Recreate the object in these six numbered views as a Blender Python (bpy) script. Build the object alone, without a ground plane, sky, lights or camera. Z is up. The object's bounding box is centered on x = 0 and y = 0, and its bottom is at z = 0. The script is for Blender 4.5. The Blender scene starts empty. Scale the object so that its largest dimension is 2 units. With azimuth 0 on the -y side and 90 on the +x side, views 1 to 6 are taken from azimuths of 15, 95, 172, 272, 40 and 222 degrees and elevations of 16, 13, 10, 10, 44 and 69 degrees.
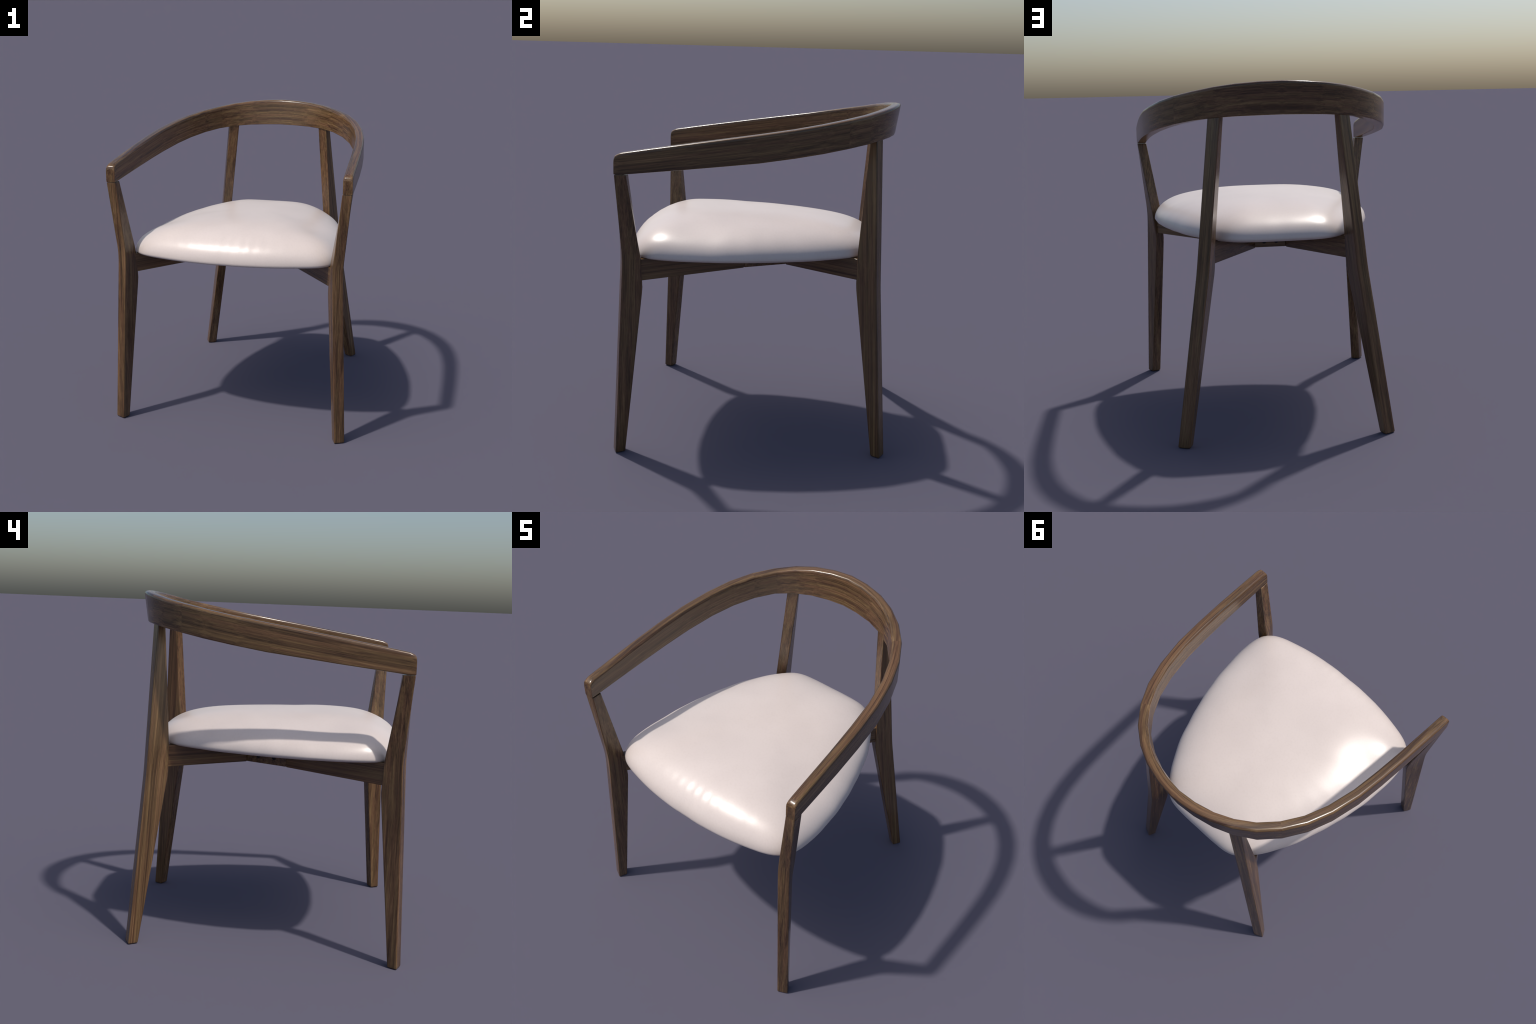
# Wooden armchair with a curved armrest/backrest bow, four splayed legs,
# under-seat frame with a bolted hub, and an upholstered cream seat cushion.
import bpy, bmesh, math
from mathutils import Vector, Matrix

# ------------------------------------------------------------------ helpers
def lerp(a, b, t):
    return a + (b - a) * t

def interp(x, xs, ys):
    if x <= xs[0]:
        return ys[0]
    for i in range(len(xs) - 1):
        if x <= xs[i + 1]:
            return lerp(ys[i], ys[i + 1], (x - xs[i]) / (xs[i + 1] - xs[i]))
    return ys[-1]

def make_object(name, verts, faces, parent, material, frame=None, smooth=True,
                weighted=True):
    """Mesh object; verts are world positions, `frame` is the local axis frame."""
    m = frame if frame is not None else Matrix.Identity(4)
    inv = m.inverted()
    me = bpy.data.meshes.new(name)
    me.from_pydata([inv @ Vector(v) for v in verts], [], faces)
    me.validate()
    bm = bmesh.new(); bm.from_mesh(me)
    bmesh.ops.recalc_face_normals(bm, faces=bm.faces)
    bm.to_mesh(me); bm.free()
    me.polygons.foreach_set("use_smooth", [smooth] * len(me.polygons))
    me.materials.append(material)
    ob = bpy.data.objects.new(name, me)
    bpy.context.scene.collection.objects.link(ob)
    ob.parent = parent
    ob.matrix_world = m
    if weighted:
        w = ob.modifiers.new("weighted_normal", 'WEIGHTED_NORMAL')
        w.weight = 90
    return ob

def loft(rings, flip=False):
    """Quad skin through equally long rings, closed with end caps."""
    n = len(rings[0])
    verts = [p for r in rings for p in r]
    faces = []
    for i in range(len(rings) - 1):
        for j in range(n):
            k = (j + 1) % n
            faces.append((i * n + j, i * n + k, (i + 1) * n + k, (i + 1) * n + j))
    faces.append(tuple(range(n))[::-1])
    faces.append(tuple((len(rings) - 1) * n + j for j in range(n)))
    if flip:
        faces = [f[::-1] for f in faces]
    return verts, faces

def round_polygon(corners, radii, seg=4):
    """2D polygon (x, y) with each corner replaced by a short arc."""
    out = []
    n = len(corners)
    for i in range(n):
        p = Vector(corners[i]); a = Vector(corners[i - 1]); b = Vector(corners[(i + 1) % n])
        da = (a - p); db = (b - p)
        ra = min(radii[i], da.length * .49); rb = min(radii[i], db.length * .49)
        s = p + da.normalized() * ra; e = p + db.normalized() * rb
        for k in range(seg + 1):
            t = k / seg
            out.append((s * (1 - t) ** 2 + p * 2 * t * (1 - t) + e * t ** 2))
    return out

# ---------------------------------------------------------------- materials
def new_material(name):
    m = bpy.data.materials.new(name)
    m.use_nodes = True
    nt = m.node_tree
    return m, nt, nt.nodes["Principled BSDF"]

class Graph:
    def __init__(self, nt):
        self.nt = nt
    def node(self, kind, **kw):
        n = self.nt.nodes.new(kind)
        for k, v in kw.items():
            setattr(n, k, v)
        return n
    def link(self, a, b):
        self.nt.links.new(a, b)
    def math(self, op, a, b=None, c=None):
        n = self.node("ShaderNodeMath", operation=op)
        for i, v in enumerate((a, b, c)):
            if v is None:
                continue
            if isinstance(v, (int, float)):
                n.inputs[i].default_value = v
            else:
                self.link(v, n.inputs[i])
        return n.outputs[0]
    def poly(self, x, coeffs):
        """Horner evaluation, highest power first."""
        r = coeffs[0]
        for c in coeffs[1:]:
            r = self.math('MULTIPLY_ADD', r, x, c)
        return r
    def combine(self, x, y, z):
        n = self.node("ShaderNodeCombineXYZ")
        for i, v in enumerate((x, y, z)):
            if isinstance(v, (int, float)):
                n.inputs[i].default_value = v
            else:
                self.link(v, n.inputs[i])
        return n.outputs[0]
    def noise(self, vec, scale, detail=2.0, rough=.5):
        n = self.node("ShaderNodeTexNoise")
        n.inputs["Scale"].default_value = scale
        n.inputs["Detail"].default_value = detail
        n.inputs["Roughness"].default_value = rough
        self.link(vec, n.inputs["Vector"])
        return n.outputs["Fac"]
    def ramp(self, fac, stops):
        n = self.node("ShaderNodeValToRGB")
        el = n.color_ramp.elements
        while len(el) < len(stops):
            el.new(.5)
        for e, (p, c) in zip(el, stops):
            e.position = p
            e.color = (*c, 1)
        self.link(fac, n.inputs[0])
        return n.outputs[0]
    def mix(self, fac, a, b, blend='MIX'):
        n = self.node("ShaderNodeMix", data_type='RGBA', blend_type=blend)
        for s, v in ((n.inputs[0], fac), (n.inputs[6], a), (n.inputs[7], b)):
            if isinstance(v, (int, float)):
                s.default_value = v
            elif isinstance(v, tuple):
                s.default_value = (*v, 1)
            else:
                self.link(v, s)
        return n.outputs[2]

def walnut(name, layout, seed=0.0, tone=1.0):
    """Walnut with the grain running along the member.
    layout(graph, x, y, z) -> (along, across_1, across_2) in metres."""
    m, nt, bsdf = new_material(name)
    g = Graph(nt)
    tc = g.node("ShaderNodeTexCoord")
    sep = g.node("ShaderNodeSeparateXYZ")
    g.link(tc.outputs["Object"], sep.inputs[0])
    u, v, w = layout(g, *sep.outputs)
    info = g.node("ShaderNodeObjectInfo")
    off = g.math('MULTIPLY_ADD', info.outputs["Random"], 7.3, seed)
    base = g.combine(g.math('ADD', u, off), g.math('ADD', v, off), w)

    def stretched(k):
        mp = g.node("ShaderNodeMapping")
        mp.inputs["Scale"].default_value = (k, 1, 1)
        g.link(base, mp.inputs[0])
        return mp.outputs[0]
    # gently wandering growth rings, streaks, fibres and short pores
    band = g.noise(stretched(.014), 42, 2.0, .5)
    streak = g.noise(stretched(.008), 150, 4, .68)
    fibre = g.noise(stretched(.009), 460, 3, .65)
    pore = g.noise(stretched(.05), 420, 1, .5)
    hue = g.noise(stretched(.018), 62, 1, .5)
    fac = g.math('MULTIPLY', band, .40)
    fac = g.math('MULTIPLY_ADD', streak, .50, fac)
    fac = g.math('MULTIPLY_ADD', fibre, .34, fac)
    fac = g.math('SUBTRACT', fac, .13)
    fac = g.math('MULTIPLY_ADD', g.math('SUBTRACT', fac, .49), 1.22, .485)
    vein = g.ramp(g.noise(stretched(.009), 78, 2, .5), [(.56, (1, 1, 1)), (.70, (.62, .58, .55))])
    t = tone
    warm = g.ramp(fac, [(.32, (.046 * t, .0220 * t, .0115 * t)),
                        (.44, (.104 * t, .0530 * t, .0255 * t)),
                        (.55, (.154 * t, .0825 * t, .0390 * t)),
                        (.67, (.232 * t, .1350 * t, .0630 * t))])
    olive = g.ramp(fac, [(.32, (.042 * t, .0230 * t, .0110 * t)),
                         (.44, (.096 * t, .0540 * t, .0240 * t)),
                         (.55, (.146 * t, .0860 * t, .0370 * t)),
                         (.67, (.226 * t, .1400 * t, .0605 * t))])
    hsel = g.ramp(hue, [(.42, (0, 0, 0)), (.58, (1, 1, 1))])
    col = g.mix(hsel, warm, olive)
    pmask = g.ramp(pore, [(.60, (1, 1, 1)), (.74, (.76, .73, .70))])
    col = g.mix(1.0, col, pmask, 'MULTIPLY')
    col = g.mix(1.0, col, vein, 'MULTIPLY')
    g.link(col, bsdf.inputs["Base Color"])
    bsdf.inputs["Roughness"].default_value = .22
    bsdf.inputs["Specular IOR Level"].default_value = .5
    bump = g.node("ShaderNodeBump")
    bump.inputs["Strength"].default_value = .06
    bump.inputs["Distance"].default_value = .004
    g.link(fibre, bump.inputs["Height"])
    g.link(bump.outputs[0], bsdf.inputs["Normal"])
    return m

# straight members: local z is the long axis
WOOD_STRAIGHT = walnut("walnut_straight", lambda g, x, y, z: (z, x, y), 0.0)

# height of the grain above the inclined mid-plane of the bow
def bow_height(g, y, z):
    return g.math('SUBTRACT', z, g.poly(y, [.018, .155, 1.765]))

def arm_layout(g, x, y, z):
    ax = g.math('ABSOLUTE', x)
    side = g.math('MULTIPLY', g.math('SIGN', x), 3.0)
    across = g.math('SUBTRACT', ax, g.poly(y, [-.212, -.286, -.16, .707]))
    # towards the tip the streaks roll over the edge and run down the end
    roll = g.node("ShaderNodeMapRange")
    roll.inputs["From Min"].default_value = -.7545
    roll.inputs["From Max"].default_value = -.7465
    roll.inputs["To Min"].default_value = .03
    g.link(y, roll.inputs["Value"])
    h = g.math('MULTIPLY', bow_height(g, y, z), roll.outputs[0])
    return g.math('ADD', y, side), across, h

def back_layout(g, x, y, z):
    dy = g.math('SUBTRACT', y, .165)
    ang = g.math('MULTIPLY', g.math('ARCTAN2', x, dy), .58)
    rad = g.math('SQRT', g.math('ADD', g.math('MULTIPLY', x, x), g.math('MULTIPLY', dy, dy)))
    return ang, rad, bow_height(g, y, z)

WOOD_ARM = walnut("walnut_armrest", arm_layout, 2.0)
WOOD_BACK = walnut("walnut_backrest", back_layout, 11.0)

def cushion_material():
    m, nt, bsdf = new_material("cream_leather")
    g = Graph(nt)
    tc = g.node("ShaderNodeTexCoord")
    co = tc.outputs["Object"]
    soft = g.noise(co, 3.5, 2, .5)
    fine = g.noise(co, 90, 3, .6)
    grain = g.noise(co, 420, 2, .5)
    col = g.ramp(soft, [(.35, (.612, .530, .488)), (.65, (.640, .556, .512))])
    speck = g.ramp(fine, [(.30, (.965, .96, .955)), (.55, (1, 1, 1))])
    col = g.mix(1.0, col, speck, 'MULTIPLY')
    g.link(col, bsdf.inputs["Base Color"])
    bsdf.inputs["Roughness"].default_value = .33
    bsdf.inputs["Specular IOR Level"].default_value = .5
    bump = g.node("ShaderNodeBump")
    bump.inputs["Strength"].default_value = .05
    bump.inputs["Distance"].default_value = .003
    g.link(grain, bump.inputs["Height"])
    g.link(bump.outputs[0], bsdf.inputs["Normal"])
    return m

def bolt_material():
    m, nt, bsdf = new_material("blackened_steel")
    g = Graph(nt)
    tc = g.node("ShaderNodeTexCoord")
    n = g.noise(tc.outputs["Object"], 200, 2, .5)
    g.link(g.ramp(n, [(.3, (.010, .010, .011)), (.7, (.022, .022, .024))]),
           bsdf.inputs["Base Color"])
    bsdf.inputs["Metallic"].default_value = .6
    bsdf.inputs["Roughness"].default_value = .45
    return m

CREAM = cushion_material()
STEEL = bolt_material()

# --------------------------------------------------------------- top object
chair = bpy.data.objects.new("wooden_armchair", None)
bpy.context.scene.collection.objects.link(chair)
chair["label"] = "dark walnut armchair with curved bow back and cream leather seat"
chair["category"] = "chair"

# --------------------------------------------------------------------- legs
# Every leg is a loft of four long edges, each edge a bent line of (z, x, y)
# knots on the right-hand side of the chair, softened at the bends.
FRONT_LEG = dict(
    front_in=[(0, .721, -.788), (1.14, .676, -.747), (1.613, .725, -.751)],
    front_out=[(0, .783, -.758), (1.14, .739, -.720), (1.613, .786, -.752)],
    back_out=[(0, .752, -.709), (.966, .683, -.619), (1.14, .704, -.625), (1.613, .783, -.687)],
    back_in=[(0, .697, -.736), (.966, .632, -.648), (1.14, .642, -.648), (1.613, .724, -.687)],
    soft=(.055, .055, .022, .022), radius=.007, proud=.0002, top=1.613)
BACK_LEG = dict(
    front_in=[(0, .540, .736), (.966, .375, .606), (1.136, .367, .606), (1.800, .309, .645)],
    front_out=[(0, .591, .707), (.966, .427, .576), (1.136, .420, .575), (1.800, .368, .616)],
    back_out=[(0, .619, .753), (.966, .479, .687), (1.800, .388, .653)],
    back_in=[(0, .560, .780), (.966, .415, .714), (1.800, .330, .684)],
    soft=(.022, .022, .035, .035), radius=.007, proud=.0030, top=1.822)

def edge_point(knots, z, soft):
    """Bent line sampled at height z, averaged over +-soft to round the bend."""
    zs = [k[0] for k in knots]
    def raw(q, c):
        if q < zs[0] or q > zs[-1]:
            i, j = (0, 1) if q < zs[0] else (-2, -1)
            t = (q - knots[i][0]) / (knots[j][0] - knots[i][0])
            return lerp(knots[i][c], knots[j][c], t)
        return interp(q, zs, [k[c] for k in knots])
    n = 9
    return [sum(raw(z + soft * (2 * i / (n - 1) - 1), c) for i in range(n)) / n for c in (1, 2)]

def build_leg(spec, side):
    order = ("front_in", "front_out", "back_out", "back_in")
    top = spec["top"]
    zs = [0, .003, .008]
    step = 48
    zs += [lerp(.03, top - .03, i / step) for i in range(step + 1)]
    zs += [top - .004, top - .0015, top]
    inset = {0: .004, 1: .0012, len(zs) - 2: .0004, len(zs) - 1: .0014}
    rings = []
    for i, z in enumerate(zs):
        pts = [Vector(edge_point(spec[k], z, s)) for k, s in zip(order, spec["soft"])]
        c = sum(pts, Vector((0, 0))) / 4
        d = inset.get(i, 0) - spec["proud"]   # corners stand slightly proud of the round-over
        pts = [p + (c - p).normalized() * d * 1.4 for p in pts]
        ring = round_polygon(pts, [spec["radius"]] * 4, 4)
        rings.append([(p.x * side, p.y, z) for p in ring])
    verts, faces = loft(rings, flip=side < 0)
    foot = Vector([sum(p[k] for p in rings[0]) / len(rings[0]) for k in range(3)])
    head = Vector([sum(p[k] for p in rings[-1]) / len(rings[-1]) for k in range(3)])
    zx = (head - foot).normalized()
    wide = Vector((rings[0][6][0] - rings[0][0][0], rings[0][6][1] - rings[0][0][1], 0))
    xx = (wide - zx * wide.dot(zx)).normalized()
    yx = zx.cross(xx)
    frame = Matrix((xx, yx, zx)).transposed().to_4x4()
    frame.translation = foot
    return make_object("leg", verts, faces, chair, WOOD_STRAIGHT, frame)

for spec in (FRONT_LEG, BACK_LEG):
    for side in (1, -1):
        build_leg(spec, side)

# ----------------------------------------------------- bow: armrests + back
# Stations along the right half of the bow, front tip to centre back:
# outer x, outer y, top z, bottom z
BOW = [
    (.787, -.753, 1.726, 1.6150), (.780, -.565, 1.758, 1.631), (.770, -.370, 1.789, 1.652),
    (.755, -.161, 1.822, 1.676), (.735, .029, 1.851, 1.698), (.695, .216, 1.880, 1.726),
    (.6405, .3675, 1.907, 1.751), (.5645, .4985, 1.932, 1.775), (.470, .6065, 1.953, 1.795),
    (.362, .688, 1.973, 1.808), (.248, .744, 1.987, 1.815), (.123, .778, 1.996, 1.818),
    (0.0, .791, 2.000, 1.820)]
THICK_TIP, THICK_BACK = .060, .059
SEAM = 7                                   # station where armrest meets backrest

def bow_stations():
    right = [Vector(s) for s in BOW]
    left = [Vector((-s[0], s[1], s[2], s[3])) for s in BOW[-2::-1]]
    return right + left

STATIONS = bow_stations()

def bow_normal(i):
    a = STATIONS[max(i - 1, 0)]; b = STATIONS[min(i + 1, len(STATIONS) - 1)]
    t = Vector((b.x - a.x, b.y - a.y)).normalized()
    if i == 0: t = Vector((0, 1))
    if i == len(STATIONS) - 1: t = Vector((0, -1))
    return Vector((t.y, -t.x))             # outward in plan

def bow_ring(s, n, d_top=0.0, shrink=0.0):
    """Section: flat sides, round-over on top, crisp lower edges, leaning
    outwards near the centre of the back."""
    h = s.z - s.w - d_top
    c = abs(s.x)
    lean = .027 * max(0.0, 1 - (c / .46) ** 2)
    T = lerp(THICK_TIP, THICK_BACK, min(1.0, max(0.0, (s.y + .75) / .9)))
    sec = round_polygon([(0, 0), (0, h), (-T, h), (-T, 0)],
                        [.007, .019, .019, .005], 6)
    ring = []
    for p in sec:
        o = p.x + lean * (p.y / h - 1.0) * (1 if p.x > -T - 1 else 0)
        o = -T / 2 + (o + T / 2) * (1 - shrink)
        ring.append((s.x + n.x * o, s.y + n.y * o, s.w + p.y))
    return ring

def tip_rings(i):
    """Rounded front tip: the top rolls over and down into the end grain."""
    s = STATIONS[i]; n = bow_normal(i); rings = []
    # (distance behind the end face, drop below the top line, side shrink)
    for fwd, drop, shrink in ((0, .034, .07), (.0012, .024, .03), (.0040, .0145, .01),
                              (.0085, .0095, 0), (.020, .0045, 0), (.040, 0, 0)):
        q = s.copy(); q.y = s.y + fwd; q.z = s.z + fwd * .17
        rings.append(bow_ring(q, n, drop, shrink))
    return rings

# The bow is skinned as one body; armrests and backrest are cut from it and
# keep its normals, so that only the change of grain shows at the joints.
last = len(STATIONS) - 1
mid = [bow_ring(STATIONS[i], bow_normal(i)) for i in range(1, last)]
tip = tip_rings(0)
BODY = tip + mid + tip_rings(last)[::-1]
body_v, body_f = loft(BODY)
RN = len(BODY[0])
body_n = [Vector() for _ in body_v]
for f in body_f:
    nrm = Vector()
    for k in range(len(f)):                # Newell normal, length = 2 x area
        p, q = body_v[f[k - 1]], body_v[f[k]]
        nrm += Vector(((p[1] - q[1]) * (p[2] + q[2]), (p[2] - q[2]) * (p[0] + q[0]),
                       (p[0] - q[0]) * (p[1] + q[1])))
    for k in f:
        body_n[k] += nrm
centre = sum((Vector(p) for p in BODY[len(BODY) // 2]), Vector()) / RN
probe = len(BODY) // 2 * RN
if (Vector(body_v[probe]) - centre).dot(body_n[probe]) < 0:
    body_n = [-n for n in body_n]
body_n = [n.normalized() for n in body_n]

def cut_bow(name, first, end, material):
    """Rings first..end of the bow; only the free tips are capped."""
    faces = [tuple(k - first * RN for k in f) for f in body_f
             if all(first * RN <= k < (end + 1) * RN for k in f)]
    ob = make_object(name, body_v[first * RN:(end + 1) * RN], faces, chair, material,
                     weighted=False)
    ob.data.normals_split_custom_set_from_vertices(body_n[first * RN:(end + 1) * RN])
    return ob

cut_a = len(tip) + SEAM - 1
cut_b = len(BODY) - 1 - cut_a
cut_bow("armrest", 0, cut_a, WOOD_ARM)
cut_bow("armrest", cut_b, len(BODY) - 1, WOOD_ARM)
cut_bow("backrest", cut_a, cut_b, WOOD_BACK)

# ----------------------------------------------------------- under-seat frame
def bar(name, outline, z0, z1, parent, mat, axis=None, bevel=.004):
    """Prism with a plan outline (counter-clockwise), edges rounded."""
    rings = []
    c = sum((Vector(p) for p in outline), Vector((0, 0))) / len(outline)
    for z, d in ((z0, bevel), (z0 + bevel * .4, bevel * .3), (z0 + bevel, 0),
                 (z1 - bevel, 0), (z1 - bevel * .4, bevel * .3), (z1, bevel)):
        pts = [Vector(p) + (c - Vector(p)).normalized() * d for p in outline]
        rings.append([(p.x, p.y, z) for p in round_polygon(pts, [bevel] * len(pts), 3)])
    v, f = loft(rings)
    frame = None
    if axis is not None:
        zx = Vector((axis[0], axis[1], 0)).normalized()
        xx = Vector((-zx.y, zx.x, 0)); yx = zx.cross(xx)
        frame = Matrix((xx, yx, zx)).transposed().to_4x4()
        frame.translation = (c.x, c.y, (z0 + z1) / 2)
    return make_object(name, v, f, parent, mat, frame)

def ccw(pts):
    a = sum(pts[i - 1][0] * p[1] - p[0] * pts[i - 1][1] for i, p in enumerate(pts))
    return pts if a > 0 else pts[::-1]

RAIL_Z = (1.007, 1.129)
for s in (1, -1):
    front = [(.679 * s, -.630), (.254 * s, -.099), (.214 * s, -.131), (.650 * s, -.668)]
    bar("seat_rail", ccw(front), *RAIL_Z, chair, WOOD_STRAIGHT,
        (front[1][0] - front[0][0], front[1][1] - front[0][1]))
    rear = [(.423 * s, .588), (.117 * s, .138), (.094 * s, .160), (.380 * s, .622)]
    bar("seat_rail", ccw(rear), *RAIL_Z, chair, WOOD_STRAIGHT,
        (rear[1][0] - rear[0][0], rear[1][1] - rear[0][1]))
hub = bar("frame_hub", ccw([(.253, -.098), (.115, .139), (.096, .150), (-.096, .150),
                            (-.115, .139), (-.253, -.098), (-.212, -.136), (.212, -.136)]),
          1.008, 1.126, chair, WOOD_STRAIGHT, (1, 0))

def bolt_mesh():
    rings = []
    for r, z in ((.0125, -.004), (.0125, .0035), (.0110, .0052), (.0055, .0056), (.0050, .002)):
        rings.append([(r * math.cos(a * math.pi / 8), r * math.sin(a * math.pi / 8), z)
                      for a in range(16)])
    v, f = loft(rings)
    me = bpy.data.meshes.new("bolt")
    me.from_pydata(v, [], f)
    me.polygons.foreach_set("use_smooth", [True] * len(me.polygons))
    me.materials.append(STEEL)
    me.set_sharp_from_angle(angle=math.radians(35))
    return me

BOLT = bolt_mesh()
places = []
for s in (1, -1):
    nrm = Vector((.864 * s, .503))         # normal of the slanting hub side
    places += [(.157 * s, .068, 1.050, nrm), (.211 * s, -.026, 1.050, nrm),
               (.037 * s, .150, 1.043, Vector((0, 1))), (.060 * s, -.136, 1.050, Vector((0, -1)))]
for x, y, z, n in places:
    ob = bpy.data.objects.new("bolt", BOLT)
    bpy.context.scene.collection.objects.link(ob)
    ob.parent = hub
    ob.matrix_world = Matrix.Translation((x, y, z)) @ \
        Vector((n.x, n.y, 0)).to_track_quat('Z', 'Y').to_matrix().to_4x4()

# -------------------------------------------------------------- seat cushion
# Plan outline of the right half, front centre to back centre.
OUTLINE = [(0, -.755), (.18, -.75), (.31, -.735), (.44, -.71), (.54, -.688), (.615, -.65),
           (.66, -.585), (.675, -.48), (.67, -.29), (.645, -.10), (.61, .05), (.565, .20),
           (.47, .42), (.37, .57), (.31, .64), (.25, .67), (.15, .682), (0, .688)]
CENTRE = -.05
KNOTS = [-90, -65, -42, -20, 5, 35, 60, 75, 90]   # front .. corner .. side .. corner .. back
FULL = [3.60, 3.60, 3.22, 2.45, 2.74, 2.80, 3.00, 3.00, 3.00]   # plumpness of the crown
SHOULDER = [1.97, 1.97, 1.96, 1.83, 2.04, 2.08, 1.98, 1.98, 1.98]
GROW = [.0205, .0250, .0185, .0075, .0045, -.0030, .0025, -.0075, -.0215]
RIM = [-.0120, -.0095, -.0080, -.0080, -.0080, -.0065, -.0050, -.0070, -.0090]

def around(deg, vals):
    """Angular blend of the knot values, smoothed over about 20 degrees."""
    tot = wsum = 0.0
    for k in range(-6, 7):
        d = deg + k * 3.5
        if d < -90: d = -180 - d
        if d > 90: d = 180 - d
        w = math.exp(-.5 * (k * 3.5 / 8.0) ** 2)
        tot += w * interp(d, KNOTS, vals); wsum += w
    return tot / wsum

POLAR = [(math.degrees(math.atan2(y - CENTRE, x)), math.hypot(x, y - CENTRE)) for x, y in OUTLINE]

def outline_radius(deg):
    tot = 0
    for k in range(-3, 4):                 # slight smoothing of the outline
        d = deg + k * 1.2
        if d < -90: d = -180 - d
        if d > 90: d = 180 - d
        tot += interp(d, [p[0] for p in POLAR], [p[1] for p in POLAR])
    return tot / 7

PLAN = {}
def plan(d):
    """Everything that depends on the direction only, cached per angle."""
    if d not in PLAN:
        m = d if d <= 90 else 180 - d
        PLAN[d] = (outline_radius(m) + around(m, GROW), around(m, FULL),
                   around(m, SHOULDER), around(m, RIM))
    return PLAN[d]

def seat_point(deg, r, top):
    d = ((deg + 90) % 360) - 90            # -90 .. 270
    R, full, shoulder, rim = plan(d)
    x = math.cos(math.radians(d)) * R * r
    y = math.sin(math.radians(d)) * R * r + CENTRE
    z = 1.1465 + rim * r ** 3
    if top:
        z += (.1785 - .0265 * y + .0330 * y * y) * max(0.0, 1 - r ** full) ** (1 / shoulder)
        # the padding is flatter behind the front corners
        z -= .015 * math.exp(-((abs(x) - .46) ** 2 + (y + .38) ** 2) / .15 ** 2)
        z += .003 * math.exp(-(x / .26) ** 2 - ((y - .12) / .36) ** 2)
        # tension puckers where the cover is pulled over the front edge
        pk = math.exp(-((r - .90) / .075) ** 2) * max(0.0, min(1.0, (-y - .48) / .12))
        pk *= max(0.0, 1 - (x / .5) ** 2)
        z += pk * .0038 * (.7 + .3 * math.sin(x * 13 + .8)) * (
            math.sin(x * 92 + .4 + .9 * math.sin(x * 9)) * .7 + math.sin(x * 151 + 1.3) * .3)
    else:
        z -= .0385 * max(0.0, 1 - r ** 5) ** (1 / 2.1)
    return (x, y, z)

NA, NR = 200, 44
verts = [seat_point(0, 0, True)]
faces = []
rads = [math.sin(math.pi / 2 * k / NR) for k in range(1, NR + 1)]
for r in rads:
    verts += [seat_point(a * 360 / NA, r, True) for a in range(NA)]
low = [math.sin(math.pi / 2 * k / 16) for k in range(15, 0, -1)]
for r in low:
    verts += [seat_point(a * 360 / NA, r, False) for a in range(NA)]
verts.append(seat_point(0, 0, False))
rows = NR + len(low)
for a in range(NA):
    b = (a + 1) % NA
    faces.append((0, 1 + a, 1 + b))
    for i in range(rows - 1):
        p = 1 + i * NA
        faces.append((p + a, p + NA + a, p + NA + b, p + b))
    p = 1 + (rows - 1) * NA
    faces.append((p + a, len(verts) - 1, p + b))
make_object("seat_cushion", verts, faces, chair, CREAM, weighted=False)
